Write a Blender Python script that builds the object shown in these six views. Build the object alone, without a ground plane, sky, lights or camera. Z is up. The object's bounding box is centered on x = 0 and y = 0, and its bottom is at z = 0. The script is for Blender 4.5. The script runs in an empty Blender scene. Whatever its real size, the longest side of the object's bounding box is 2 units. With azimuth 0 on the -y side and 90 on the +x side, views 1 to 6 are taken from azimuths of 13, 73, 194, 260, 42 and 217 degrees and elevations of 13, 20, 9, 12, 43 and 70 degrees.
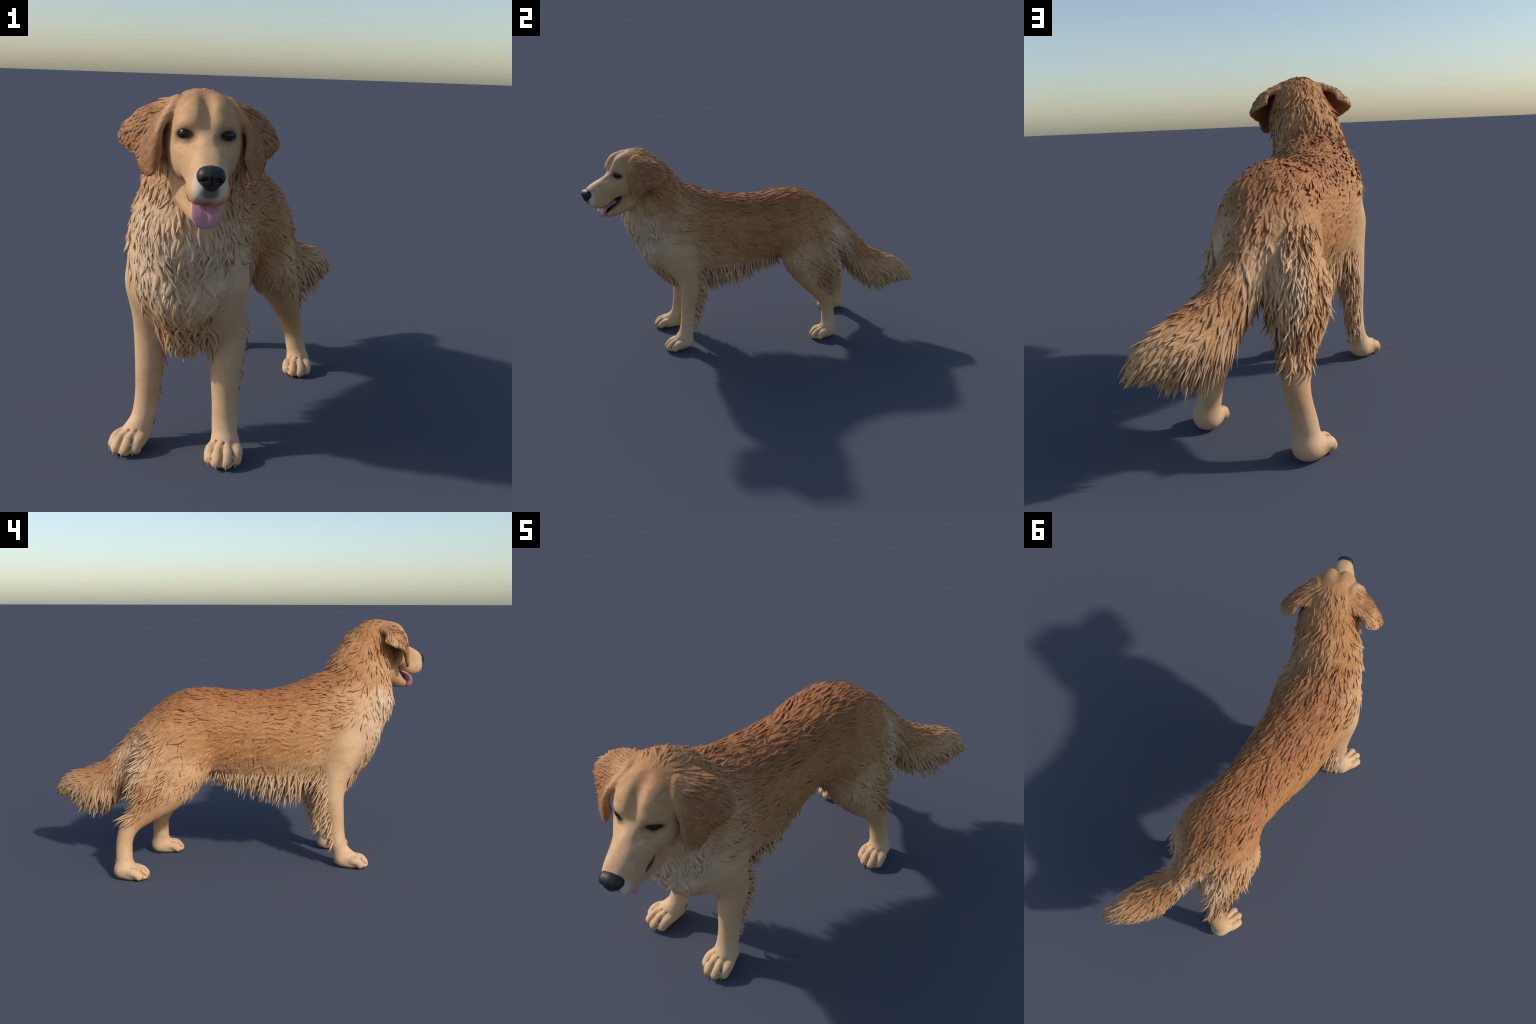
import bpy, math, random
import numpy as np
from mathutils import Vector, Matrix, kdtree

# =====================================================================
#  A standing long-haired golden dog.  Metres, z up, the dog faces -y and
#  turns its head a little to its own left (+x).
#  1  the body is an implicit surface: tubes, lofts and ellipsoids joined
#     by smooth unions, meshed once and split into anatomical parts
#  2  nose, eyes, tongue, mouth lining, claws are meshes of their own
#  3  the coat is made of modelled locks that follow a hair-flow field
# =====================================================================
H = 0.0035                                   # grid step of the body field
LOW = np.array([-0.34, -1.05, -0.02])
HIGH = np.array([0.34, 1.03, 1.30])
DIMS = np.ceil((HIGH - LOW) / H).astype(int) + 1
PARTS = ["torso", "neck", "head", "ear", "forelimb", "hindlimb", "tail", "forelimb_b", "hindlimb_b", "ear_b"]

field = np.full(DIMS, 0.05, np.float32)
nearest = np.full(DIMS, 9.0, np.float32)
label = np.zeros(DIMS, np.uint8)
AX = [(LOW[i] + H * np.arange(DIMS[i])).astype(np.float32) for i in range(3)]


def window(lo, hi, pad):
    a = np.maximum(np.floor((np.asarray(lo) - pad - LOW) / H).astype(int), 0)
    b = np.minimum(np.ceil((np.asarray(hi) + pad - LOW) / H).astype(int) + 1, DIMS)
    sl = tuple(slice(int(p), int(q)) for p, q in zip(a, b))
    x, y, z = (AX[i][sl[i]] for i in range(3))
    return sl, x[:, None, None], y[None, :, None], z[None, None, :]


def join(sl, d, part, k):
    """smooth union of a shape into the body; k is the width of the blend"""
    f = field[sl]
    h = np.maximum(k - np.abs(f - d), 0.0) / k
    field[sl] = np.minimum(f, d) - h * h * k * 0.25
    n = nearest[sl]
    closer = d < n
    label[sl][closer] = part
    n[closer] = d[closer]


def carve(sl, d, k):
    """smooth subtraction"""
    f, e = field[sl], -d
    h = np.maximum(k - np.abs(f - e), 0.0) / k
    field[sl] = np.maximum(f, e) + h * h * k * 0.25


# ---- the head's own frame: hx to its left, hy forward, hz up -------------
HEAD_O = np.array([0.1365, -0.824, 1.128])
HEAD_F = np.array([0.3903, -0.9207, 0.0])
HEAD_L = np.array([0.9203, 0.3901, -0.0300])
HEAD_U = np.array([0.0276, 0.0117, 0.9995])


def head_point(hx, hy, hz):
    return HEAD_O + hx * HEAD_L + hy * HEAD_F + hz * HEAD_U


def head_box(lo, hi):
    c = np.array([head_point(a, b, d) for a in (lo[0], hi[0]) for b in (lo[1], hi[1]) for d in (lo[2], hi[2])])
    return c.min(0), c.max(0)


def to_head(x, y, z):
    x, y, z = x - HEAD_O[0], y - HEAD_O[1], z - HEAD_O[2]
    return (x * HEAD_L[0] + y * HEAD_L[1] + z * HEAD_L[2], x * HEAD_F[0] + y * HEAD_F[1] + z * HEAD_F[2],
            x * HEAD_U[0] + y * HEAD_U[1] + z * HEAD_U[2])


def ell_distance(x, y, z, c, r):
    x, y, z = (x - c[0]) / r[0], (y - c[1]) / r[1], (z - c[2]) / r[2]
    f = np.sqrt(x * x + y * y + z * z) + 1e-6
    g = np.sqrt((x / r[0]) ** 2 + (y / r[1]) ** 2 + (z / r[2]) ** 2) / f + 1e-6
    return ((f - 1) / g).astype(np.float32)


def ellipsoid(part, c, r, k=0.04, tilt=0.0, turn=0.0):
    """tilt turns it about x, turn about z (radians)"""
    c, m = np.asarray(c, float), max(r)
    sl, x, y, z = window(c - m, c + m, k + 0.01)
    x, y, z = x - c[0], y - c[1], z - c[2]
    if turn:
        x, y = x * math.cos(turn) + y * math.sin(turn), y * math.cos(turn) - x * math.sin(turn)
    if tilt:
        y, z = y * math.cos(tilt) + z * math.sin(tilt), z * math.cos(tilt) - y * math.sin(tilt)
    join(sl, ell_distance(x, y, z, (0, 0, 0), r), part, k)


def head_ellipsoid(part, c, r, k=0.02, cut=False):
    lo, hi = head_box(np.subtract(c, r), np.add(c, r))
    sl, x, y, z = window(lo, hi, k + 0.01)
    d = ell_distance(*to_head(x, y, z), c, r)
    carve(sl, d, k) if cut else join(sl, d, part, k)


def cone_distance(x, y, z, a, b, ra, rb):
    """capsule whose radius runs from ra at a to rb at b"""
    ab = b - a
    t = ((x - a[0]) * ab[0] + (y - a[1]) * ab[1] + (z - a[2]) * ab[2]) / float(ab @ ab)
    t = np.clip(t, 0, 1)
    d = np.sqrt((x - a[0] - t * ab[0]) ** 2 + (y - a[1] - t * ab[1]) ** 2 + (z - a[2] - t * ab[2]) ** 2)
    return (d - (ra + (rb - ra) * t)).astype(np.float32)


def spline(rows, n):
    """Catmull-Rom through rows of numbers, n samples per span"""
    p = np.asarray(rows, float)
    p = np.vstack([2 * p[0] - p[1], p, 2 * p[-1] - p[-2]])
    out = []
    for i in range(1, len(p) - 2):
        for t in np.arange(n) / n:
            out.append(0.5 * (2 * p[i] + (p[i + 1] - p[i - 1]) * t + (2 * p[i - 1] - 5 * p[i] + 4 * p[i + 1] - p[i + 2]) * t * t
                              + (3 * p[i] - p[i - 1] - 3 * p[i + 1] + p[i + 2]) * t ** 3))
    return np.array(out + [p[-2]])


def tube(part, rows, k=0.03, squash=(1, 1, 1), n=8, cut=False):
    """round tube along rows of (x, y, z, radius); squash stretches the section along the axes"""
    s = spline(rows, n)
    q = np.asarray(squash, float)
    r = s[:, 3].max() * q.max()
    sl, x, y, z = window(s[:, :3].min(0) - r, s[:, :3].max(0) + r, k + 0.01)
    x, y, z = x / q[0], y / q[1], z / q[2]
    d = None
    for a, b in zip(s[:-1], s[1:]):
        e = cone_distance(x, y, z, a[:3] / q, b[:3] / q, a[3], b[3])
        d = e if d is None else np.minimum(d, e)
    carve(sl, d, k) if cut else join(sl, d * float(q.min()), part, k)


def head_tube(part, rows, k=0.02, wide=1.0, cut=False):
    s = spline(rows, 4)
    r = s[:, 3].max() * max(1.0, wide)
    lo, hi = head_box(s[:, :3].min(0) - r, s[:, :3].max(0) + r)
    sl, x, y, z = window(lo, hi, k + 0.01)
    x, y, z = to_head(x, y, z)
    q = np.array([wide, 1, 1])
    d = None
    for a, b in zip(s[:-1], s[1:]):
        e = cone_distance(x / wide, y, z, a[:3] / q, b[:3] / q, a[3], b[3])
        d = e if d is None else np.minimum(d, e)
    carve(sl, d, k) if cut else join(sl, d, part, k)


def loft(part, rows, k=0.04, power=2.0, head=False):
    """rows of (station, centre x, half width, top, bottom, taper) along y (or along the head's hy);
    taper makes the section an egg, wider above than below"""
    s = np.asarray(spline(rows, 8))
    lo = np.array([(s[:, 1] - s[:, 2]).min(), s[:, 0].min(), s[:, 4].min()])
    hi = np.array([(s[:, 1] + s[:, 2]).max(), s[:, 0].max(), s[:, 3].max()])
    if head:
        blo, bhi = head_box(lo, hi)
        sl, x, y, z = window(blo, bhi, k + 0.01)
        x, y, z = to_head(x, y, z)
    else:
        sl, x, y, z = window(lo, hi, k + 0.01)
    st = np.clip(y, s[0, 0], s[-1, 0])
    cx, hw, top, bot = (np.interp(st, s[:, 0], s[:, i]).astype(np.float32) for i in (1, 2, 3, 4))
    hh, cz = (top - bot) / 2, (top + bot) / 2
    if s.shape[1] > 5:
        hw = hw * (1 + np.interp(st, s[:, 0], s[:, 5]).astype(np.float32) * np.clip((z - cz) / hh, -1, 1))
    u, v = np.abs(x - cx) / hw, np.abs(z - cz) / hh
    f = (u ** power + v ** power) ** (1 / power) + 1e-5
    g = np.sqrt((u ** (power - 1) / hw) ** 2 + (v ** (power - 1) / hh) ** 2) / f ** (power - 1) + 1e-5
    d = (f - 1) / g
    over = np.abs(y - st)
    d = np.where(over > 0, np.sqrt(np.maximum(d, 0) ** 2 + over ** 2) + np.minimum(d, 0) * 0, d)
    join(sl, d.astype(np.float32), part, k)


TAIL_PATH = [(-0.03, 0.475, 0.725), (-0.010, 0.565, 0.650), (0.022, 0.640, 0.550), (0.065, 0.71, 0.470),
             (0.105, 0.79, 0.422), (0.148, 0.865, 0.408), (0.188, 0.925, 0.392), (0.220, 0.966, 0.368)]
TAIL_RADIUS = (0.068, 0.062, 0.066, 0.079, 0.086, 0.074, 0.050, 0.022)
TORSO, NECK, HEAD, EAR_L, FORE_L, HIND_L, TAIL, FORE_R, HIND_R, EAR_R = range(10)

# ---------------------------------------------------------------- torso
loft(TORSO, [  # y, centre x, half width, top, bottom, taper
    (-0.60, 0.000, 0.132, 0.855, 0.52, 0.2), (-0.50, -0.030, 0.164, 0.920, 0.46, 0.2), (-0.38, -0.036, 0.174, 0.957, 0.425, 0.1),
    (-0.25, -0.046, 0.180, 0.932, 0.415, 0.02), (-0.10, -0.050, 0.171, 0.901, 0.42, 0.03), (0.05, -0.051, 0.147, 0.897, 0.445, 0.14),
    (0.20, -0.049, 0.142, 0.913, 0.485, 0.22), (0.32, -0.036, 0.148, 0.907, 0.50, 0.2), (0.43, -0.026, 0.150, 0.857, 0.50, 0.1),
    (0.52, -0.022, 0.12, 0.766, 0.49, 0.0), (0.58, -0.018, 0.09, 0.680, 0.50, 0.0)], k=0.05, power=2.15)
ellipsoid(TORSO, (-0.015, -0.536, 0.70), (0.143, 0.147, 0.20), 0.08)
ellipsoid(TORSO, (-0.040, -0.468, 0.460), (0.068, 0.072, 0.075), 0.06)   # keel between the forelegs
ellipsoid(NECK, (0.028, -0.645, 0.835), (0.118, 0.115, 0.135), 0.08)      # ruff under the throat
# shoulders and thighs
for part, cx in ((FORE_R, -0.133), (FORE_L, 0.068)):
    ellipsoid(part, (cx, -0.452, 0.66), (0.090, 0.116, 0.19), 0.07)
ellipsoid(HIND_R, (-0.127, 0.398, 0.57), (0.085, 0.165, 0.19), 0.07)
ellipsoid(HIND_L, (0.078, 0.35, 0.575), (0.086, 0.165, 0.18), 0.07)
ellipsoid(HIND_R, (-0.138, 0.525, 0.46), (0.068, 0.085, 0.13), 0.06)     # hamstrings
ellipsoid(HIND_L, (0.100, 0.425, 0.46), (0.068, 0.080, 0.13), 0.06)

# ----------------------------------------------------------------- neck
tube(NECK, [(-0.030, -0.40, 0.79, 0.150), (-0.007, -0.52, 0.87, 0.150), (0.026, -0.578, 0.98, 0.143),
            (0.066, -0.642, 1.065, 0.129), (0.098, -0.70, 1.11, 0.105)], 0.09)

# ----------------------------------------------------------------- legs
tube(FORE_R, [(-0.155, -0.46, 0.60, 0.080), (-0.172, -0.408, 0.47, 0.070), (-0.182, -0.398, 0.37, 0.058),
              (-0.186, -0.410, 0.27, 0.047), (-0.188, -0.420, 0.18, 0.042), (-0.194, -0.432, 0.11, 0.042),
              (-0.208, -0.460, 0.06, 0.039)], 0.05)
tube(FORE_L, [(0.080, -0.455, 0.60, 0.082), (0.095, -0.412, 0.47, 0.070), (0.098, -0.402, 0.37, 0.059),
              (0.094, -0.411, 0.27, 0.049), (0.097, -0.419, 0.18, 0.044), (0.102, -0.432, 0.11, 0.044),
              (0.110, -0.458, 0.06, 0.041)], 0.05)
tube(HIND_R, [(-0.148, 0.372, 0.49, 0.087), (-0.160, 0.428, 0.405, 0.078), (-0.160, 0.533, 0.325, 0.056),
              (-0.164, 0.615, 0.265, 0.048), (-0.179, 0.650, 0.20, 0.041), (-0.198, 0.657, 0.12, 0.041),
              (-0.205, 0.655, 0.055, 0.043)], 0.05)
tube(HIND_L, [(0.108, 0.288, 0.49, 0.087), (0.13, 0.332, 0.40, 0.075), (0.145, 0.408, 0.30, 0.057),
              (0.155, 0.450, 0.23, 0.048), (0.170, 0.456, 0.17, 0.041), (0.186, 0.456, 0.10, 0.042),
              (0.196, 0.456, 0.055, 0.043)], 0.05)


def paw(part, ankle, aim, scale=1.0):
    """four toes fanned around the direction aim (radians from -y towards +x); returns claw roots"""
    fx, fy = math.sin(aim), -math.cos(aim)
    lx, ly = -fy, fx
    claws = []

    def at(f, s, z):
        return [ankle[0] + (fx * f + lx * s) * scale, ankle[1] + (fy * f + ly * s) * scale, z * scale]
    tube(part, [(*at(-0.004, 0, 0.044), 0.038 * scale), (*at(0.035, 0, 0.044), 0.040 * scale), (*at(0.075, 0, 0.030), 0.030 * scale)], 0.03, (1.15, 1.0, 1.0))
    ellipsoid(part, at(0.055, 0, 0.026), (0.050 * scale, 0.060 * scale, 0.026 * scale), 0.02, turn=aim)
    for side, reach, r in ((-0.045, 0.102, 0.0225), (-0.0168, 0.124, 0.0250), (0.0168, 0.124, 0.0250), (0.045, 0.102, 0.0225)):
        tube(part, [(*at(0.020, side * 0.55, 0.046), r * scale), (*at(reach - 0.050, side * 0.92, 0.046), r * 1.0 * scale),
                    (*at(reach - 0.026, side, 0.041), r * 1.0 * scale), (*at(reach - 0.010, side, 0.026), r * 0.95 * scale)], 0.0055)
        claws.append((at(reach + 0.005, side * 1.03, 0.022), (fx, fy)))
    for side, reach in ((-0.031, 0.112), (0.0, 0.124), (0.031, 0.112)):     # creases between the toes
        tube(part, [(*at(0.052, side * 0.85, 0.074), 0.0035 * scale), (*at(reach - 0.030, side, 0.066), 0.0050 * scale),
                    (*at(reach + 0.010, side * 1.05, 0.024), 0.0055 * scale)], 0.006, cut=True)
    return claws


CLAWS = {}
CLAWS[FORE_R] = paw(FORE_R, (-0.208, -0.447), -0.20, 0.97)
CLAWS[FORE_L] = paw(FORE_L, (0.112, -0.437), 0.14, 0.97)
CLAWS[HIND_R] = paw(HIND_R, (-0.203, 0.668), -0.22, 0.96)
CLAWS[HIND_L] = paw(HIND_L, (0.195, 0.462), 0.14, 0.94)

CLAWS[FORE_R].append(((-0.160, -0.425, 0.082), (0.3, -0.954)))           # dewclaws inside the wrists
CLAWS[FORE_L].append(((0.064, -0.425, 0.082), (-0.3, -0.954)))

# ----------------------------------------------------------------- tail
tube(TAIL, [(*p, r) for p, r in zip(TAIL_PATH, TAIL_RADIUS)], 0.05, (1.0, 1.0, 0.95))

# ----------------------------------------------------------------- head
head_ellipsoid(HEAD, (0, -0.098, 0.023), (0.086, 0.108, 0.083), 0.05)
head_ellipsoid(HEAD, (0, -0.165, 0.010), (0.096, 0.10, 0.092), 0.05)
for s in (-1, 1):
    head_ellipsoid(HEAD, (s * 0.032, -0.050, 0.043), (0.043, 0.054, 0.052), 0.035)   # two halves of the forehead
    head_ellipsoid(HEAD, (s * 0.048, -0.060, -0.050), (0.043, 0.072, 0.080), 0.04)  # cheek
    head_ellipsoid(HEAD, (s * 0.042, -0.008, 0.030), (0.026, 0.022, 0.016), 0.022)    # brow
loft(HEAD, [  # muzzle: forward, centre, half width, top, bottom
    (-0.06, 0, 0.080, 0.016, -0.125), (-0.02, 0, 0.076, 0.012, -0.128), (0.02, 0, 0.068, 0.004, -0.146),
    (0.05, 0, 0.059, -0.010, -0.161), (0.085, 0, 0.053, -0.026, -0.170), (0.12, 0, 0.048, -0.041, -0.165),
    (0.143, 0, 0.042, -0.054, -0.154), (0.158, 0, 0.031, -0.068, -0.140), (0.168, 0, 0.010, -0.090, -0.118)], 0.025, 2.4, head=True)
for s in (-1, 1):
    head_ellipsoid(HEAD, (s * 0.030, 0.100, -0.140), (0.024, 0.055, 0.034), 0.02)   # hanging upper lip
head_tube(HEAD, [(0, -0.10, -0.145, 0.060), (0, -0.05, -0.180, 0.048), (0, 0.00, -0.208, 0.034), (0, 0.038, -0.221, 0.022)], 0.012, 1.50)
# mouth slit, sloping down from its corners to the front
c, s = math.cos(0.66), math.sin(0.66)
lo, hi = head_box((-0.10, -0.07, -0.24), (0.10, 0.09, -0.08))
sl, x, y, z = window(lo, hi, 0.0)
x, y, z = to_head(x, y, z)
y, z = y - 0.012, z + 0.156
carve(sl, ell_distance(x, y * c - z * s, y * s + z * c, (0, 0, 0), (0.098, 0.060, 0.0085)), 0.006)
for s in (-1, 1):   # eye sockets and the hollow beside the stop
    head_tube(HEAD, [(s * 0.045, 0.020, 0.000, 0.0080), (s * 0.060, 0.014, 0.001, 0.0125), (s * 0.074, 0.002, -0.003, 0.0085)], 0.006, cut=True)
    head_tube(HEAD, [(s * 0.050, 0.022, -0.024, 0.006), (s * 0.066, 0.012, -0.026, 0.006), (s * 0.080, -0.004, -0.022, 0.006)], 0.020, cut=True)
    head_ellipsoid(HEAD, (s * 0.036, 0.052, -0.012), (0.010, 0.030, 0.010), 0.022, cut=True)
head_tube(HEAD, [(0, -0.075, 0.125, 0.010), (0, -0.045, 0.114, 0.010), (0, -0.012, 0.092, 0.010), (0, 0.020, 0.046, 0.010)], 0.024, cut=True)  # furrow


# ----------------------------------------------------------------- ears
def ear_sheet(s):
    """a leaf hanging from the side of the skull: root edge, then the free edge from the tip round to the back"""
    root = spline([(0.088, -0.060, 0.066), (0.080, -0.088, 0.080), (0.075, -0.12, 0.088), (0.085, -0.195, 0.062)], 8)
    rim = spline([(0.122, -0.052, -0.065), (0.136, -0.050, -0.108), (0.152, -0.062, -0.119), (0.168, -0.078, -0.100),
                  (0.180, -0.100, -0.068), (0.208, -0.135, -0.048), (0.226, -0.168, -0.026), (0.205, -0.212, -0.008), (0.165, -0.222, 0.010)], 4)
    rows = []
    for t in np.linspace(0, 1, 26):
        a = np.array([np.interp(t * (len(root) - 1), np.arange(len(root)), root[:, i]) for i in range(3)])
        b = np.array([np.interp(t * (len(rim) - 1), np.arange(len(rim)), rim[:, i]) for i in range(3)])
        for v in np.linspace(0, 1, 26):
            bulge = math.sin(math.pi * v) * np.array([0.017 + 0.009 * t, 0.010, 0.010])
            rows.append((*(a + (b - a) * v + bulge), 0.013 * (1 - 0.35 * v)))
    rows = np.array(rows)
    rows[:, 0] *= s
    return rows


EAR_POINTS = {}
for part, s in ((EAR_L, 1), (EAR_R, -1)):
    pts = ear_sheet(s)
    EAR_POINTS[part] = pts
    lo, hi = head_box(pts[:, :3].min(0) - 0.015, pts[:, :3].max(0) + 0.015)
    sl, x, y, z = window(lo, hi, 0.04)
    x, y, z = to_head(x, y, z)
    d = np.full(np.broadcast(x, y, z).shape, 9.0, np.float32)
    for p in pts:
        d = np.minimum(d, np.sqrt((x - p[0]) ** 2 + (y - p[1]) ** 2 + (z - p[2]) ** 2) - p[3])
    join(sl, d.astype(np.float32), part, 0.010)


# ------------------------------------------------- mesh of the implicit body
def surface(f):
    """dual mesh: one vertex per grid cell that the surface crosses"""
    n = np.array(f.shape)
    inside = f < 0
    count = np.zeros(n - 1, np.uint8)
    for i in (0, 1):
        for j in (0, 1):
            for k in (0, 1):
                count += inside[i:n[0] - 1 + i, j:n[1] - 1 + j, k:n[2] - 1 + k]
    cells = np.argwhere((count > 0) & (count < 8))
    index = np.full(n - 1, -1, np.int32)
    index[tuple(cells.T)] = np.arange(len(cells))
    acc, num = np.zeros((len(cells), 3)), np.zeros(len(cells))
    corner = [(i, j, k) for i in (0, 1) for j in (0, 1) for k in (0, 1)]
    val = {c: f[tuple((cells + c).T)].astype(float) for c in corner}
    for a in corner:
        for ax in range(3):
            if a[ax] == 0:
                b = list(a)
                b[ax] = 1
                va, vb = val[a], val[tuple(b)]
                m = (va < 0) != (vb < 0)
                t = va[m] / (va[m] - vb[m])
                p = np.tile(np.array(a, float), (m.sum(), 1))
                p[:, ax] += t
                acc[m] += p
                num[m] += 1
    verts = cells + acc / num[:, None]
    quads = []
    for ax in range(3):
        o1, o2 = (ax + 1) % 3, (ax + 2) % 3
        s0, s1 = [slice(None)] * 3, [slice(None)] * 3
        s0[ax], s1[ax] = slice(0, -1), slice(1, None)
        a, b = inside[tuple(s0)], inside[tuple(s1)]
        e = np.argwhere(a != b)
        e = e[(e[:, o1] > 0) & (e[:, o2] > 0) & (e[:, o1] < n[o1] - 1) & (e[:, o2] < n[o2] - 1)]
        flip = a[tuple(e.T)]
        d1, d2 = np.zeros(3, int), np.zeros(3, int)
        d1[o1], d2[o2] = 1, 1
        q = np.stack([index[tuple((e - d1 - d2).T)], index[tuple((e - d2).T)], index[tuple(e.T)], index[tuple((e - d1).T)]], 1)
        q[~flip] = q[~flip][:, ::-1]
        quads.append(q)
    return verts, np.vstack(quads)


field[:, :, AX[2] < 0.0] = 0.05
verts, quads = surface(field)
cell = np.clip(np.round(verts).astype(int), 0, DIMS - 1)
vlabel = label[tuple(cell.T)]
verts = LOW + verts * H


# even out the grid's small steps
def smooth(v, q, rounds, amount=0.5):
    e = np.vstack([q[:, [0, 1]], q[:, [1, 2]], q[:, [2, 3]], q[:, [3, 0]]])
    num = np.bincount(e.ravel(), minlength=len(v)).astype(float)[:, None]
    for _ in range(rounds):
        acc = np.zeros_like(v)
        for i in range(3):
            acc[:, i] = np.bincount(e[:, 0], v[e[:, 1], i], len(v)) + np.bincount(e[:, 1], v[e[:, 0], i], len(v))
        v = v + amount * (acc / num - v)
    return v


def vertex_normals(v, q):
    fn = np.cross(v[q[:, 2]] - v[q[:, 0]], v[q[:, 3]] - v[q[:, 1]])
    out = np.zeros_like(v)
    for c in range(4):
        for i in range(3):
            out[:, i] += np.bincount(q[:, c], fn[:, i], len(v))
    return out / (np.linalg.norm(out, axis=1, keepdims=True) + 1e-12)


verts = smooth(verts, quads, 3)
verts[:, 2] -= verts[:, 2].min()
normals = vertex_normals(verts, quads)


def ripple(p, scale, seed=0, waves=7):
    """cheap smooth noise in -1..1: a sum of tilted sine waves"""
    r = np.random.default_rng(100 + seed)
    out = 0
    for _ in range(waves):
        k = r.normal(size=3)
        k *= scale * r.uniform(0.6, 1.6) / np.linalg.norm(k)
        out = out + np.sin(p @ k + r.uniform(0, 6.28))
    return out / (0.53 * waves)


# soft lumps of muscle and matted coat on trunk, thighs and tail
lumpy = np.isin(vlabel, (TORSO, NECK, TAIL)) | (np.isin(vlabel, (HIND_L, HIND_R)) & (verts[:, 2] > 0.4))
soft = np.where(lumpy, 1.0, 0.0) * np.clip((verts[:, 2] - 0.4) / 0.1, 0, 1)
verts = verts + normals * (soft * (0.0035 * ripple(verts, 55.0, 1) + 0.0020 * ripple(verts, 120.0, 2)))[:, None]
normals = vertex_normals(verts, quads)


def unit(v):
    return v / (np.linalg.norm(v, axis=-1, keepdims=True) + 1e-9)


def sample(p):
    """field value at points, trilinear"""
    g = np.clip((p - LOW) / H, 0, DIMS - 1.001)
    i = g.astype(int)
    t = g - i
    out = 0
    for a in (0, 1):
        for b in (0, 1):
            for c in (0, 1):
                w = (t[:, 0] if a else 1 - t[:, 0]) * (t[:, 1] if b else 1 - t[:, 1]) * (t[:, 2] if c else 1 - t[:, 2])
                out = out + w * field[np.minimum(i[:, 0] + a, DIMS[0] - 1), np.minimum(i[:, 1] + b, DIMS[1] - 1), np.minimum(i[:, 2] + c, DIMS[2] - 1)]
    return out


def gradient(p, e=0.005):
    g = np.stack([sample(p + np.eye(3)[i] * e) - sample(p - np.eye(3)[i] * e) for i in range(3)], 1)
    return unit(g)


# ------------------------------------------------------------ the hair flow
MID = -0.05                                   # the body's middle plane
rng = np.random.default_rng(7)


def step(x, a, b):
    t = np.clip((x - a) / (b - a), 0, 1)
    return t * t * (3 - 2 * t)


def spread(part_mask, gap, weight=None, limit=60000):
    """evenly scattered roots on the chosen vertices, at least gap apart (gap may vary per vertex)"""
    ids = np.flatnonzero(part_mask)
    ids = rng.permutation(ids)[:limit]
    gaps = np.broadcast_to(gap, len(verts))
    big = float(np.max(gaps[ids])) if len(ids) else 1.0
    cells, keep = {}, []
    for i in ids:
        p, g = verts[i], gaps[i]
        key = (int(p[0] // big), int(p[1] // big), int(p[2] // big))
        ok = True
        for a in (-1, 0, 1):
            for b in (-1, 0, 1):
                for c in (-1, 0, 1):
                    for q in cells.get((key[0] + a, key[1] + b, key[2] + c), ()):
                        if (q[0] - p[0]) ** 2 + (q[1] - p[1]) ** 2 + (q[2] - p[2]) ** 2 < g * g:
                            ok = False
                            break
                    if not ok:
                        break
                if not ok:
                    break
            if not ok:
                break
        if ok:
            cells.setdefault(key, []).append(tuple(p))
            keep.append(i)
    return np.array(keep, int)


SEG, RING = 8, 6
WIDTH_ALONG = np.interp(np.linspace(0, 1, SEG + 1), [0, .15, .35, .6, .8, .92, 1], [.55, .85, 1, .9, .58, .28, .04])


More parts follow.
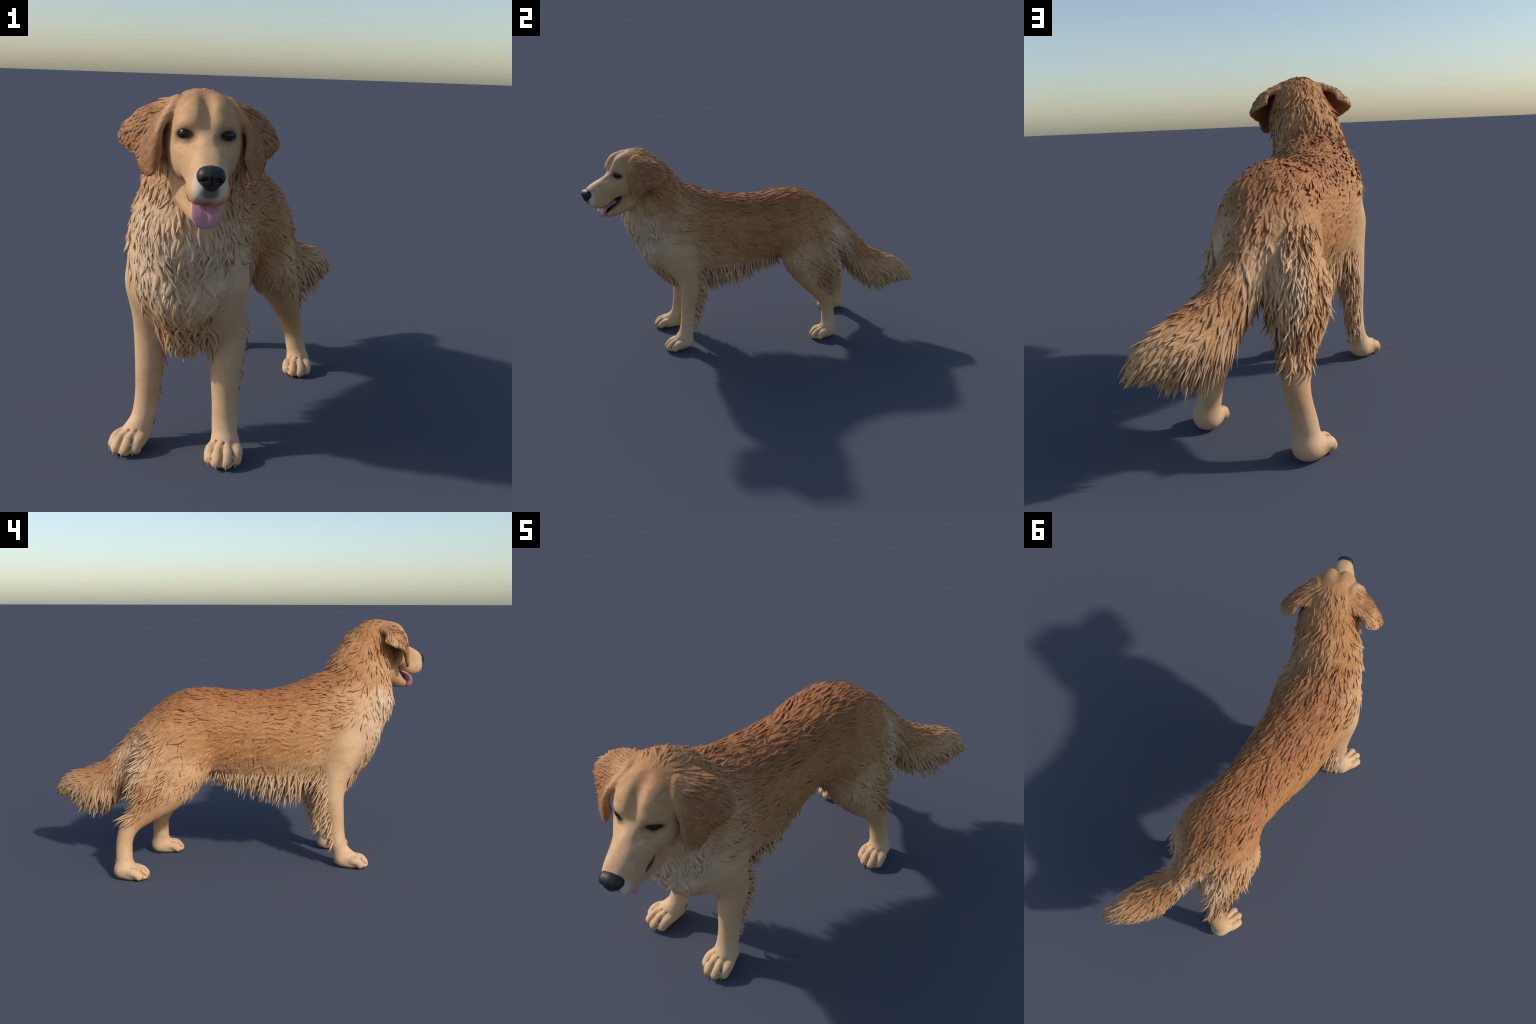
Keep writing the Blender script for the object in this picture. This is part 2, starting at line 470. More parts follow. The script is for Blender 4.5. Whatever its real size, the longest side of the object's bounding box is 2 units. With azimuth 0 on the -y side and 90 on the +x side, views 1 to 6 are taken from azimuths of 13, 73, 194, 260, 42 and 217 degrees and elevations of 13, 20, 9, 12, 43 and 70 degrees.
def grow(ids, flow, length, width, thick, lift, droop=0.0, cling=1.0, wave=0.25, sink=0.45):
    """locks rooted at body vertices ids. flow(p, n) gives the combing direction; cling 1 keeps a lock on the
    skin, 0 lets it stand free; lift raises the tip by lift * length; droop bends a free lock down"""
    m = len(ids)
    if m == 0:
        return np.zeros((0, 3)), np.zeros((0, 4), int)
    bc = lambda a: np.broadcast_to(np.asarray(a, float), m)
    vary = rng.uniform(0.65, 1.35, m)
    length, width, thick, lift, cling, droop = bc(length) * vary, bc(width) * rng.uniform(0.75, 1.3, m), bc(thick), bc(lift) * np.minimum(rng.gamma(1.8, 0.55, m), 2.0), bc(cling), bc(droop)
    p, n = verts[ids].copy(), normals[ids].copy()
    p = p - n * (thick * sink)[:, None]
    phase, amp = rng.uniform(0, 6.28, m), wave * rng.uniform(0.3, 1.0, m)
    turn = rng.normal(0, 0.16, m)
    rings = []
    for s in range(SEG + 1):
        t = s / SEG
        d = unit(flow(p, n))
        side = unit(np.cross(n, d))
        d = unit(d + side * (amp * np.sin(phase + t * 4.5) + turn)[:, None])
        tangent = unit(d - n * np.sum(d * n, 1, keepdims=True))
        d = unit(tangent * cling[:, None] + d * (1 - cling)[:, None] + n * (lift * (0.35 + 1.2 * t))[:, None] + np.array([0, 0, -1.0]) * (droop * t)[:, None])
        side = unit(np.cross(n, d))
        up = np.cross(d, side)
        w = width * WIDTH_ALONG[s] * 0.5
        h = thick * (0.35 + 0.65 * WIDTH_ALONG[s]) * (1 - 0.9 * max(0, t - 0.6) / 0.4) * 0.5
        ring = []
        for r in range(RING):
            a = 2 * math.pi * r / RING
            ring.append(p + side * (w * math.cos(a))[:, None] + up * (h * math.sin(a))[:, None])
        rings.append(np.stack(ring, 1))
        p = p + d * (length / SEG)[:, None]
        # keep a clinging lock near the skin
        want = -thick * sink * (1 - t * t) + lift * length * (t + 1 / SEG) ** 1.6 * 0.8
        g = gradient(p)
        near = sample(p)
        fix = np.clip(near - want, -0.02, 0.02) * cling
        fix = np.where(near > 0.045, 0, fix)
        p = p - g * fix[:, None]
        n = unit(n * (1 - 0.6 * cling)[:, None] + g * (0.6 * cling)[:, None])
    v = np.stack(rings, 1)                     # lock, ring, corner
    v = v.reshape(-1, 3)
    base = (np.arange(m) * (SEG + 1) * RING)[:, None, None]
    r = np.arange(RING)
    q = np.stack([r, (r + 1) % RING, (r + 1) % RING + RING, r + RING], 1)[None] + (np.arange(SEG) * RING)[:, None, None]
    f = (base + q.reshape(1, -1, 4)).reshape(-1, 4)
    return v, f


P, N = verts, normals
X, Y, Z = P[:, 0], P[:, 1], P[:, 2]
SIDE = X - MID
HX, HY, HZ = to_head(X, Y, Z)


def axis_out(p):
    return np.stack([np.sign(p[:, 0] - MID), 0 * p[:, 0], 0 * p[:, 0]], 1)


def vec(*c):
    return np.stack(np.broadcast_arrays(*[np.asarray(a, float) for a in c]), 1)


def torso_flow(p, n):
    low = step(p[:, 2], 0.80, 0.48)
    chest = step(p[:, 1], -0.46, -0.60)
    out = (p[:, 0] - MID) * 1.2
    rump = step(p[:, 1], 0.35, 0.55)
    return vec(out * (1 - low) + chest * out, (1.0 - 0.6 * low) * (1 - chest) - 0.2 * chest, -0.10 - 0.85 * low - chest - 0.7 * rump)


def neck_flow(p, n):
    nape = step(p[:, 1], -0.66, -0.50)
    return vec((p[:, 0] - 0.05) * 1.0, 0.15 + 0.55 * nape, -1.0 + 0.35 * nape)


def head_flow(p, n):
    hx, hy, hz = to_head(p[:, 0], p[:, 1], p[:, 2])
    back, down = 0.9, 0.1 + 1.3 * step(hz, 0.10, 0.0)
    return (-HEAD_F[None] * back + HEAD_L[None] * (hx * 5)[:, None] - HEAD_U[None] * np.asarray(down)[:, None])


def ear_flow(p, n):
    hx, hy, hz = to_head(p[:, 0], p[:, 1], p[:, 2])
    s = np.sign(hx)
    return HEAD_L[None] * (s * 0.75)[:, None] - HEAD_F[None] * 0.45 - HEAD_U[None] * 0.75


def hind_flow(p, n):
    low = step(p[:, 2], 0.65, 0.40)
    return vec((p[:, 0] - MID) * 0.6, 0.75 + 0 * low, -0.75 - 0.3 * low)


def fringe_flow(p, n):
    return vec(0 * p[:, 0], 0.22, -1.0)


def pants_flow(p, n):
    return vec((p[:, 0] - MID) * 0.3, 0.75, -0.70)


def elbow_flow(p, n):
    return vec(0.1 * np.sign(p[:, 0] - MID), 0.75, -0.75)


TAIL_LINE = spline(TAIL_PATH, 6)
TAIL_WAY = unit(np.gradient(TAIL_LINE, axis=0))


def tail_flow(p, n):
    near = np.argmin(((p[:, None, :] - TAIL_LINE[None]) ** 2).sum(2), 1)
    along = TAIL_WAY[near]
    below = step(p[:, 2] - TAIL_LINE[near, 2], 0.03, -0.05) * step(p[:, 1], 0.98, 0.85)
    return along * (1 - 0.5 * below)[:, None] + np.array([0, 0, -1.0]) * (0.25 + 0.6 * below)[:, None] + (n * 0.15)


def combed(p, n, flow, reach, scale, seed):
    """noise smeared along the hair flow: strands in low relief"""
    d = unit(flow(p, n))
    d = unit(d - n * np.sum(d * n, 1, keepdims=True))
    q = p + 0.012 * np.stack([ripple(p, 45.0, seed + 1), ripple(p, 45.0, seed + 2), ripple(p, 45.0, seed + 3)], 1)
    return sum(ripple(q + d * t, scale, seed, 14) for t in np.linspace(-reach, reach, 7)) / 7


for part, flow, amount in ((TORSO, torso_flow, 1.0), (NECK, neck_flow, 1.0), (TAIL, tail_flow, 1.1), (HIND_L, hind_flow, 1.0), (HIND_R, hind_flow, 1.0),
                           (EAR_L, ear_flow, 0.35), (EAR_R, ear_flow, 0.35)):
    i = np.flatnonzero((vlabel == part) & (verts[:, 2] > 0.36))
    relief = combed(verts[i], normals[i], flow, 0.022, 420.0, 20)
    fade = np.clip((verts[i, 2] - 0.36) / 0.1, 0, 1) * amount
    verts[i] += normals[i] * (0.0085 * relief * fade)[:, None]
verts = smooth(verts, quads, 1, 0.3)
normals = vertex_normals(verts, quads)
P, N = verts, normals

fur = {}                                       # part -> list of (verts, faces)


def coat(part, *args, **kw):
    v, f = grow(*args, **kw)
    fur.setdefault(part, []).append((v, f))


L = vlabel
is_fore = (L == FORE_L) | (L == FORE_R)
is_hind = (L == HIND_L) | (L == HIND_R)
is_ear = (L == EAR_L) | (L == EAR_R)
CLUMP = ripple(P, 38.0, 3)                     # where the coat lies open or closed
# 0 on the smooth shoulder and upper arm, 1 where the coat is long
outward = step(np.abs(N[:, 0]) + 0.25 * step(N[:, 1], 0.0, 0.4), 0.35, 0.62)
shaggy = 1 - outward * step(Y, -0.35, -0.41) * step(Z + 0.035 * CLUMP, 0.81, 0.73)


def gaps(base, opening=0.35):
    return base * (1 + opening * np.clip(CLUMP, -0.7, 1.2)) / np.clip(shaggy, 0.25, 1)


open_coat = shaggy > 0.3

# back: raised pointed locks along the spine; flanks: flat combed locks
back = (L == TORSO) & (Z + 0.03 * CLUMP > 0.79) & (Y > -0.50) & open_coat
ids = spread(back, gaps(0.0155))
coat(TORSO, ids, torso_flow, 0.075, 0.016, 0.010, 0.09, wave=0.4)
side = (L == TORSO) & (Z + 0.03 * CLUMP <= 0.79) & (Z > 0.50) & (Y > -0.42) & open_coat
ids = spread(side & (CLUMP + 5 * (Z - 0.62) > 0.0), gaps(0.025, 0.5))
coat(TORSO, ids, torso_flow, 0.120, 0.021, 0.0125, 0.020, wave=1.0, sink=0.30)
# belly fringe
ids = spread((L == TORSO) & (Z + 0.03 * CLUMP < 0.54) & (Z > 0.455) & (Y > -0.40) & (Y < 0.36), 0.0145)
coat(TORSO, ids, fringe_flow, 0.090, 0.014, 0.009, 0.07, droop=0.3, cling=0.75, wave=0.4)
ids = spread((L == TORSO) & (Z < 0.50) & (Y > -0.40) & (Y < 0.34) & (N[:, 2] < 0.1), 0.0135)
coat(TORSO, ids, fringe_flow, 0.080 + 0.035 * step(Y[ids], 0.15, -0.2), 0.0100, 0.0075, 0.12, droop=0.8, cling=0.12, wave=0.4)
# chest ruff, down to the tuft between the forelegs: big wavy locks over a finer layer
ruff = ((L == TORSO) | (L == NECK)) & (Y < -0.44) & (Z < 0.90) & open_coat & (N[:, 1] < 0.45)
ids = spread(ruff, gaps(0.0225, 0.2))
coat(TORSO, ids, torso_flow, 0.080, 0.015, 0.010, 0.10, wave=0.7, droop=0.2, cling=0.85)
ids = spread(ruff, gaps(0.0245, 0.2))
coat(TORSO, ids, torso_flow, 0.120, 0.027, 0.017, 0.075, wave=1.0, droop=0.25, cling=0.85)
ids = spread((L == TORSO) & (Y < -0.40) & (Z < 0.52) & (N[:, 2] < 0.2), 0.0145)
coat(TORSO, ids, fringe_flow, 0.100, 0.014, 0.009, 0.16, droop=0.5, cling=0.35, wave=0.7)
# neck
ids = spread((L == NECK) & (Z >= 0.84) & open_coat, gaps(0.0145, 0.25))
coat(NECK, ids, neck_flow, 0.075, 0.0135, 0.010, 0.115, wave=0.4)
ids = spread((L == NECK) & (Z < 0.86) & (N[:, 1] > -0.6) & open_coat, gaps(0.019))
coat(NECK, ids, neck_flow, 0.075, 0.015, 0.009, 0.08, wave=0.4)
# head behind the ears and crown
ids = spread((L == HEAD) & (HY + 0.015 * CLUMP < -0.105) & (HZ > -0.19), 0.0140)
coat(HEAD, ids, head_flow, 0.055, 0.012, 0.008, 0.085, wave=0.35)
# ears
wing = is_ear & (HY < -0.072) & (np.abs(HX) > 0.080)
outer = np.sum(N * (np.sign(HX)[:, None] * HEAD_L[None] * 0.6 + HEAD_F[None] * 0.3 + HEAD_U[None] * 0.5), 1) > 0.0
for part in (EAR_L, EAR_R):
    ids = spread((L == part) & wing & outer, 0.0115)
    coat(part, ids, ear_flow, 0.045, 0.013, 0.009, 0.11, wave=0.4)
    ids = spread((L == part) & wing & ~outer & (np.abs(HX) > 0.15), 0.012)
    coat(part, ids, ear_flow, 0.035, 0.010, 0.007, 0.05, cling=0.6, wave=0.3)
# hindlimbs: thigh, then the long feathering down the back
for part in (HIND_L, HIND_R):
    hip = (L == part) & (Z + 0.03 * CLUMP > 0.42) & (np.sum(N * axis_out(P), 1) > -0.2)
    ids = spread(hip & (CLUMP > -0.35), gaps(0.026, 0.5))
    coat(part, ids, hind_flow, 0.110, 0.021, 0.0125, 0.025, wave=1.0, sink=0.30)
    rear = (L == part) & (N[:, 1] > 0.35) & (Z > 0.31)
    ids = spread(rear, 0.0112)
    coat(part, ids, pants_flow, 0.080, 0.0105, 0.008, 0.30, droop=0.40, cling=0.25, wave=0.5)
    front = (L == part) & (N[:, 1] < -0.3) & (Z > 0.42) & (Z < 0.56)
    ids = spread(front, 0.018)
    coat(part, ids, fringe_flow, 0.070, 0.013, 0.008, 0.10, cling=0.6, wave=0.4)
# forelimbs: feathering behind the elbow down to the wrist
for part in (FORE_L, FORE_R):
    rear = (L == part) & (N[:, 1] > 0.60) & (Z > 0.13) & (Z < 0.50)
    ids = spread(rear, 0.0105)
    coat(part, ids, elbow_flow, 0.050 + 0.045 * step(Z[ids], 0.13, 0.36), 0.0090, 0.0065, 0.25, droop=0.45, cling=0.15, wave=0.4)
# tail plume: short ridge locks, long leaf-like side locks, hanging fringe
is_tail = L == TAIL
ids = spread(is_tail & (N[:, 2] > 0.35), 0.0145)
coat(TAIL, ids, tail_flow, 0.070, 0.015, 0.010, 0.14, wave=0.3)
ids = spread(is_tail & (Y > 0.60), 0.0165)
coat(TAIL, ids, tail_flow, 0.120 - 0.045 * step(Y[ids], 0.82, 0.95), 0.020, 0.012, 0.045, cling=0.8, droop=0.3, wave=0.25)
ids = spread(is_tail & (N[:, 2] < 0.0) & (Y > 0.56), 0.0125)
coat(TAIL, ids, tail_flow, 0.120 - 0.075 * step(Y[ids], 0.74, 0.94), 0.014, 0.009, 0.05, cling=0.1, droop=0.7, wave=0.3)


# =====================================================================  materials
class Nodes:
    def __init__(self, name):
        self.mat = bpy.data.materials.new(name)
        self.mat.use_nodes = True
        self.tree = self.mat.node_tree
        self.bsdf = self.tree.nodes["Principled BSDF"]

    def node(self, kind, **props):
        n = self.tree.nodes.new(kind)
        for k, v in props.items():
            setattr(n, k, v)
        return n

    def link(self, a, b):
        self.tree.links.new(a, b)

    def put(self, value, socket):
        if hasattr(value, "is_linked"):
            self.link(value, socket)
        else:
            socket.default_value = value

    def math(self, op, a, b=0.0, clamp=False):
        n = self.node("ShaderNodeMath", operation=op, use_clamp=clamp)
        self.put(a, n.inputs[0])
        self.put(b, n.inputs[1])
        return n.outputs[0]

    def vmath(self, op, a, b):
        n = self.node("ShaderNodeVectorMath", operation=op)
        self.put(a, n.inputs[0])
        self.put(b, n.inputs[1])
        return n.outputs["Value"] if op in ("DOT_PRODUCT", "LENGTH") else n.outputs[0]

    def noise(self, where, scale, detail=3.0, rough=0.55, color=False):
        n = self.node("ShaderNodeTexNoise")
        n.inputs["Scale"].default_value = scale
        n.inputs["Detail"].default_value = detail
        n.inputs["Roughness"].default_value = rough
        self.put(where, n.inputs["Vector"])
        return n.outputs["Color" if color else "Fac"]

    def mix(self, mask, a, b, blend="MIX"):
        n = self.node("ShaderNodeMix", data_type="RGBA", blend_type=blend)
        self.put(mask, n.inputs["Factor"])
        self.put((*a, 1) if isinstance(a, tuple) else a, n.inputs["A"])
        self.put((*b, 1) if isinstance(b, tuple) else b, n.inputs["B"])
        return n.outputs["Result"]

    def ramp(self, x, lo, hi):
        n = self.node("ShaderNodeMapRange", interpolation_type="SMOOTHSTEP")
        self.put(x, n.inputs["Value"])
        n.inputs["From Min"].default_value = lo
        n.inputs["From Max"].default_value = hi
        return n.outputs["Result"]

    def patch(self, where, centre, radii, soft=0.35, axes=None):
        """1 inside an ellipsoid, fading to 0 over its rim"""
        c = self.vmath("SUBTRACT", where, tuple(centre))
        if axes is None:
            q = self.vmath("DIVIDE", c, tuple(radii))
        else:
            comb = self.node("ShaderNodeCombineXYZ")
            for i, (ax, r) in enumerate(zip(axes, radii)):
                self.link(self.vmath("DOT_PRODUCT", c, tuple(float(t) / r for t in ax)), comb.inputs[i])
            q = comb.outputs[0]
        return self.ramp(self.vmath("LENGTH", q, (0, 0, 0)), 1 + soft, 1 - soft)

    def bump(self, height, strength, distance):
        b = self.node("ShaderNodeBump")
        b.inputs["Strength"].default_value = strength
        b.inputs["Distance"].default_value = distance
        self.link(height, b.inputs["Height"])
        self.link(b.outputs[0], self.bsdf.inputs["Normal"])


HEAD_AXES = (HEAD_L, HEAD_F, HEAD_U)
CREAM, PALE, GOLD, RUST, EARTH = (0.58, 0.340, 0.165), (0.73, 0.510, 0.315), (0.405, 0.172, 0.056), (0.275, 0.086, 0.024), (0.26, 0.090, 0.028)
DARK = (0.022, 0.017, 0.015)


def coat_material():
    m = Nodes("golden_coat")
    at = m.node("ShaderNodeTexCoord").outputs["Object"]
    warp = m.vmath("SUBTRACT", m.noise(at, 9.0, 3, color=True), (0.5, 0.5, 0.5))
    scaled = m.node("ShaderNodeVectorMath", operation="SCALE")
    m.link(warp, scaled.inputs[0])
    scaled.inputs["Scale"].default_value = 0.12
    w = m.vmath("ADD", at, scaled.outputs[0])          # ragged position for broad patches
    col = CREAM

    def lay(color, amount, *a, where=None, **kw):
        nonlocal col
        mask = m.patch(w if where is None else where, *a, **kw)
        if amount < 1:
            mask = m.math("MULTIPLY", mask, amount)
        col = m.mix(mask, col, color)
    # golden flanks, rust saddle along the back
    lay(GOLD, 0.95, (MID, 0.04, 0.78), (0.32, 0.52, 0.30), soft=0.25)
    lay(RUST, 0.85, (MID, 0.06, 0.90), (0.17, 0.62, 0.15), soft=0.4)
    lay(RUST, 0.6, (MID, -0.42, 0.96), (0.13, 0.16, 0.12), soft=0.4)
    # nape, crown and ears
    lay(GOLD, 0.9, head_point(0, -0.20, 0.02), (0.17, 0.16, 0.17), soft=0.35, axes=HEAD_AXES)
    lay(GOLD, 0.8, (0.03, -0.55, 1.0), (0.20, 0.12, 0.17), soft=0.4)
    for s in (-1, 1):
        lay(EARTH, 0.85, head_point(s * 0.172, -0.105, -0.025), (0.078, 0.11, 0.13), soft=0.3, axes=HEAD_AXES)
    # tail: golden ridge
    lay(GOLD, 0.8, (0.08, 0.74, 0.53), (0.13, 0.30, 0.085), soft=0.4)
    lay(RUST, 0.6, (0.0, 0.57, 0.72), (0.09, 0.13, 0.15), soft=0.4)
    # pale ruff, belly fringe, feathering, feet
    lay((0.76, 0.56, 0.37), 0.9, (-0.01, -0.66, 0.74), (0.24, 0.15, 0.18), soft=0.35)
    lay(PALE, 0.5, (-0.20, -0.52, 0.62), (0.10, 0.11, 0.16), soft=0.4)
    lay(PALE, 0.5, (0.14, -0.50, 0.62), (0.10, 0.11, 0.16), soft=0.4)
    lay(PALE, 0.8, (MID, -0.04, 0.36), (0.20, 0.46, 0.14), soft=0.35)
    lay(PALE, 0.8, (-0.15, 0.65, 0.52), (0.13, 0.10, 0.20), soft=0.35)
    lay(PALE, 0.8, (0.12, 0.55, 0.52), (0.13, 0.10, 0.20), soft=0.35)
    lay(PALE, 0.45, (-0.20, -0.42, 0.28), (0.12, 0.16, 0.24), soft=0.35)
    lay(PALE, 0.45, (0.11, -0.42, 0.28), (0.12, 0.16, 0.24), soft=0.35)
    lay(PALE, 0.45, (0.13, 0.82, 0.30), (0.16, 0.22, 0.11), soft=0.4)
    for x, y in ((-0.21, -0.48), (0.13, -0.47), (-0.205, 0.64), (0.21, 0.43)):
        lay(PALE, 0.6, (x, y, 0.03), (0.13, 0.16, 0.13), soft=0.4)
    # tan smudge behind the hocks and on the outer lower thighs
    lay(GOLD, 0.55, (-0.20, 0.56, 0.36), (0.07, 0.09, 0.09), soft=0.4)
    lay(GOLD, 0.55, (0.17, 0.45, 0.36), (0.07, 0.07, 0.09), soft=0.4)
    # face: warm tan brow and muzzle sides
    lay((0.47, 0.245, 0.105), 0.6, head_point(0, -0.075, 0.10), (0.075, 0.065, 0.06), soft=0.45, axes=HEAD_AXES)
    for s in (-1, 1):
        lay((0.47, 0.250, 0.110), 0.5, head_point(s * 0.060, 0.055, -0.075), (0.028, 0.055, 0.045), soft=0.5, axes=HEAD_AXES)
    lay(PALE, 0.30, head_point(0, 0.06, -0.07), (0.08, 0.11, 0.10), soft=0.4, axes=HEAD_AXES, where=at)
    # strand-scale variation
    mott = m.noise(at, 14.0, 4, 0.6)
    col = m.mix(m.ramp(mott, 0.30, 0.75), m.mix(0.24, col, (0.30, 0.12, 0.04)), m.mix(0.07, col, (0.72, 0.45, 0.24)))
    comb = m.node("ShaderNodeMapping")            # long strands that run back and down
    comb.inputs["Rotation"].default_value = (0.5, 0.0, 0.0)
    comb.inputs["Scale"].default_value = (75.0, 11.0, 75.0)
    m.link(w, comb.inputs["Vector"])
    strand = m.noise(comb.outputs[0], 1.0, 3, 0.55)
    col = m.mix(m.math("MULTIPLY", m.ramp(strand, 0.52, 0.75), 0.34), col, m.mix(0.6, col, (0.22, 0.085, 0.028)))
    col = m.mix(m.math("MULTIPLY", m.ramp(strand, 0.48, 0.28), 0.20), col, (0.72, 0.46, 0.25))
    fine = m.noise(at, 110.0, 4, 0.65)
    col = m.mix(m.math("MULTIPLY", m.ramp(fine, 0.35, 0.7), 0.10), col, (0.75, 0.46, 0.24))
    # white muzzle tip, dark eye rims and lips
    lay((0.70, 0.60, 0.50), 0.85, head_point(0, 0.155, -0.115), (0.05, 0.035, 0.045), soft=0.35, axes=HEAD_AXES, where=at)
    lay((0.10, 0.085, 0.075), 0.85, head_point(0, 0.165, -0.135), (0.024, 0.030, 0.022), soft=0.35, axes=HEAD_AXES, where=at)
    for s in (-1, 1):
        lay((0.20, 0.11, 0.055), 0.6, head_point(s * 0.062, 0.015, -0.001), (0.038, 0.045, 0.024), soft=0.4, axes=HEAD_AXES, where=at)
        lay(DARK, 1.0, head_point(s * 0.061, 0.012, -0.001), (0.0255, 0.045, 0.0145), soft=0.25, axes=HEAD_AXES, where=at)
    c, s = math.cos(0.66), math.sin(0.66)
    tilt = (HEAD_L, HEAD_F * c - HEAD_U * s, HEAD_F * s + HEAD_U * c)
    lay((0.030, 0.018, 0.018), 1.0, head_point(0, 0.030, -0.178), (0.085, 0.080, 0.0160), soft=0.18, axes=tilt, where=at)
    m.link(col, m.bsdf.inputs["Base Color"])
    m.bsdf.inputs["Roughness"].default_value = 0.62
    m.bsdf.inputs["Specular IOR Level"].default_value = 0.22
    m.bump(m.noise(at, 240.0, 3, 0.6), 0.10, 0.002)
    return m.mat


def plain(name, a, b, rough, scale=40.0, bump=0.0, spec=0.5, coat=0.0, sss=0.0):
    m = Nodes(name)
    at = m.node("ShaderNodeTexCoord").outputs["Object"]
    n = m.noise(at, scale, 3, 0.6)
    m.link(m.mix(m.ramp(n, 0.3, 0.7), a, b), m.bsdf.inputs["Base Color"])
    m.bsdf.inputs["Roughness"].default_value = rough
    m.bsdf.inputs["Specular IOR Level"].default_value = spec
    m.bsdf.inputs["Coat Weight"].default_value = coat
    if sss:
        m.bsdf.inputs["Subsurface Weight"].default_value = sss
        m.bsdf.inputs["Subsurface Radius"].default_value = (0.02, 0.008, 0.006)
    if bump:
        m.bump(m.noise(at, scale * 8, 3, 0.6), bump, 0.002)
    return m.mat


COAT = coat_material()
NOSE = plain("moist_black_nose", (0.012, 0.012, 0.013), (0.026, 0.025, 0.026), 0.42, 60, 0.3, spec=0.4)
EYE = plain("dark_brown_eye", (0.010, 0.007, 0.006), (0.022, 0.014, 0.009), 0.22, 80, spec=0.3)
TONGUE = plain("pink_tongue", (0.50, 0.235, 0.285), (0.58, 0.29, 0.335), 0.45, 35, 0.15, sss=0.05)
MOUTH = plain("dark_mouth_lining", (0.030, 0.015, 0.016), (0.060, 0.026, 0.028), 0.5, 60)
CLAW = plain("horn_claw", (0.22, 0.14, 0.095), (0.34, 0.23, 0.155), 0.45, 60)


# =====================================================================  objects
dog = bpy.data.objects.new("golden_retriever_dog", None)
bpy.context.collection.objects.link(dog)
dog["label"] = "standing long-haired golden dog with open mouth and pink tongue"
dog["category"] = "dog"


def add(name, v, f, mat, parent, smooth_shade=True):
    me = bpy.data.meshes.new(name)
    me.from_pydata(np.asarray(v).tolist(), [], np.asarray(f).tolist() if not isinstance(f, list) else f)
    me.update()
    if smooth_shade:
        me.polygons.foreach_set("use_smooth", np.ones(len(me.polygons), bool))
    me.materials.append(mat)
    ob = bpy.data.objects.new(name, me)
    bpy.context.collection.objects.link(ob)
    ob.parent = parent
    return ob


NAMES = {TORSO: "torso", NECK: "neck", HEAD: "head", EAR_L: "ear", EAR_R: "ear", FORE_L: "forelimb", FORE_R: "forelimb",
         HIND_L: "hindlimb", HIND_R: "hindlimb", TAIL: "tail"}
face_label = vlabel[quads[:, 0]]
part_object = {}
for part in (TORSO, NECK, HEAD, EAR_L, EAR_R, FORE_L, FORE_R, HIND_L, HIND_R, TAIL):
    q = quads[face_label == part]
    used, inv = np.unique(q, return_inverse=True)
    ob = add(NAMES[part], verts[used], inv.reshape(-1, 4), COAT, dog)
    ob.data.normals_split_custom_set_from_vertices(normals[used].tolist())
    part_object[part] = ob
for part in list(part_object):
    if part in fur:
        vs, fs, n = [], [], 0
        for v, f in fur[part]:
            vs.append(v)
            fs.append(f + n)
            n += len(v)
        ob = add("fur_locks", np.vstack(vs), np.vstack(fs), COAT, part_object[part])
        ob["kind"] = "stuff"


# ---- nose leather: a small implicit solid of its own, with nostrils
def solid(lo, hi, h, fn):
    n = np.ceil((np.subtract(hi, lo)) / h).astype(int) + 1
    g = np.meshgrid(*[lo[i] + h * np.arange(n[i]) for i in range(3)], indexing="ij")
    v, q = surface(fn(*g).astype(np.float32))
    return np.asarray(lo) + v * h, q


def smin(a, b, k):
    h = np.maximum(k - np.abs(a - b), 0) / k
    return np.minimum(a, b) - h * h * k * 0.25


def nose_shape(x, y, z):
    ax = np.abs(x)
    d = ell_distance(x, y, z, (0, 0.158, -0.090), (0.034, 0.030, 0.025))
    d = smin(d, ell_distance(ax, y, z, (0.019, 0.160, -0.093), (0.018, 0.023, 0.022)), 0.008)
    d = smin(d, ell_distance(x, y, z, (0, 0.162, -0.112), (0.021, 0.018, 0.020)), 0.012)
    hole = ell_distance(ax, y, z, (0.0165, 0.186, -0.100), (0.0075, 0.012, 0.0055))
    slit = ell_distance(ax, y, z, (0.026, 0.180, -0.104), (0.010, 0.012, 0.003))
    cleft = ell_distance(ax, y, z, (0, 0.188, -0.112), (0.0018, 0.010, 0.022))
    for e, k in ((hole, 0.004), (slit, 0.003), (cleft, 0.003)):
        d = -smin(-d, e, k)
    return d


def from_head(v):
    return HEAD_O + v[:, :1] * HEAD_L + v[:, 1:2] * HEAD_F + v[:, 2:] * HEAD_U


v, q = solid((-0.045, 0.12, -0.14), (0.045, 0.20, -0.055), 0.0013, nose_shape)
add("nose", from_head(smooth(v, q, 2)), q, NOSE, part_object[HEAD])


def eye_shape(x, y, z):
    return ell_distance(x, y, z, (0, 0, 0), (0.019, 0.019, 0.019))


for s in (-1, 1):
    v, q = solid((-0.023,) * 3, (0.023,) * 3, 0.0015, eye_shape)
    add("eye", from_head(smooth(v, q, 1) + np.array([s * 0.0565, -0.0105, 0.000])), q, EYE, part_object[HEAD])


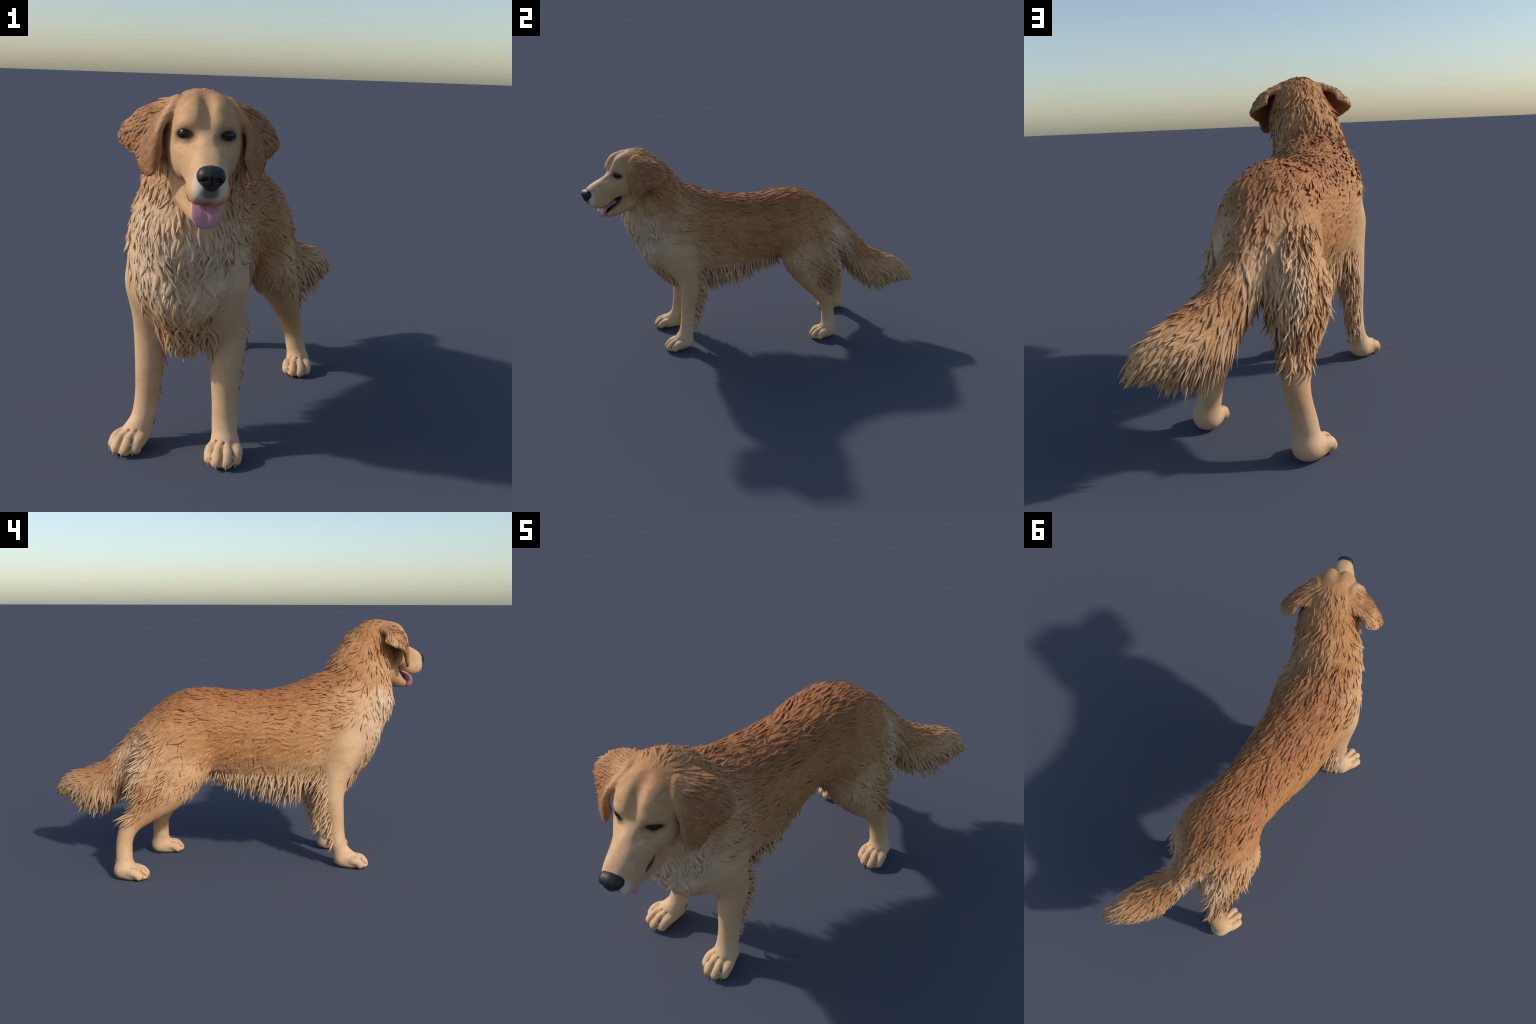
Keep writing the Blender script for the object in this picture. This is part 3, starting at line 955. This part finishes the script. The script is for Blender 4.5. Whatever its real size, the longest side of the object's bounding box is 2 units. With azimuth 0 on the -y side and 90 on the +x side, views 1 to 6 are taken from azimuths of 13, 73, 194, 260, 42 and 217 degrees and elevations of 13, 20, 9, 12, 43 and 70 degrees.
# ---- tongue: a long tapering leaf lying in the jaw and hanging over its front
def tongue():
    way = spline([(-0.050, -0.160, 0.036), (-0.01, -0.156, 0.038), (0.03, -0.166, 0.040), (0.060, -0.182, 0.041), (0.076, -0.204, 0.040),
                  (0.079, -0.223, 0.034), (0.077, -0.237, 0.023), (0.076, -0.244, 0.009)], 5)
    d = unit(np.gradient(way[:, :2], axis=0))
    v, f, m = [], [], 28
    for i, (hy, hz, hw) in enumerate(way):
        ny, nz = -d[i, 1], d[i, 0]           # upper side
        for j in range(m):
            a = 2 * math.pi * j / m
            cx, cz = math.cos(a), math.sin(a)
            th = 0.0085 * min(1.0, hw / 0.03)
            lift = th * math.copysign(abs(cz) ** 0.8, cz) - (0.0045 * math.exp(-(cx * hw / 0.006) ** 2) * min(1, max(0, (hw - 0.02) / 0.02)) if cz > 0 else 0) + 0.004 * cx * cx
            v.append((cx * hw, hy + ny * lift, hz + nz * lift))
    n = len(way)
    for i in range(n - 1):
        for j in range(m):
            f.append((i * m + j, i * m + (j + 1) % m, (i + 1) * m + (j + 1) % m, (i + 1) * m + j))
    f.append(tuple(range(m))[::-1])
    f.append(tuple((n - 1) * m + j for j in range(m)))
    return np.array(v), f


v, f = tongue()
add("tongue", from_head(v), f, TONGUE, part_object[HEAD])


def lining(x, y, z):
    c, s = math.cos(0.66), math.sin(0.66)
    y, z = y - 0.0, z + 0.160
    return ell_distance(x, y * c - z * s, y * s + z * c, (0, 0, 0), (0.050, 0.058, 0.012))


v, q = solid((-0.07, -0.07, -0.23), (0.07, 0.07, -0.09), 0.004, lining)
add("mouth_lining", from_head(smooth(v, q, 2)), q, MOUTH, part_object[HEAD])

# ---- claws: short curved horns, one shared mesh
cv, cf, m = [], [], 8
for i in range(7):
    t = i / 6
    r = 0.0075 * (1 - t) ** 0.6 + 0.0006
    for j in range(m):
        a = 2 * math.pi * j / m
        cv.append((math.cos(a) * r * 0.8, t * 0.017 - 0.005, math.sin(a) * r - 0.015 * t * t))
for i in range(6):
    for j in range(m):
        cf.append((i * m + j, i * m + (j + 1) % m, (i + 1) * m + (j + 1) % m, (i + 1) * m + j))
cf.append(tuple(range(m))[::-1])
cf.append(tuple(6 * m + j for j in range(m)))
claw_mesh = None
for part, rows in CLAWS.items():
    for (x, y, z), (fx, fy) in rows:
        if claw_mesh is None:
            ob = add("claw", cv, cf, CLAW, part_object[part])
            claw_mesh = ob.data
        else:
            ob = bpy.data.objects.new("claw", claw_mesh)
            bpy.context.collection.objects.link(ob)
            ob.parent = part_object[part]
        ob.matrix_world = Matrix(((-fy, fx, 0, x), (fx, fy, 0, y), (0, 0, 1, z), (0, 0, 0, 1)))
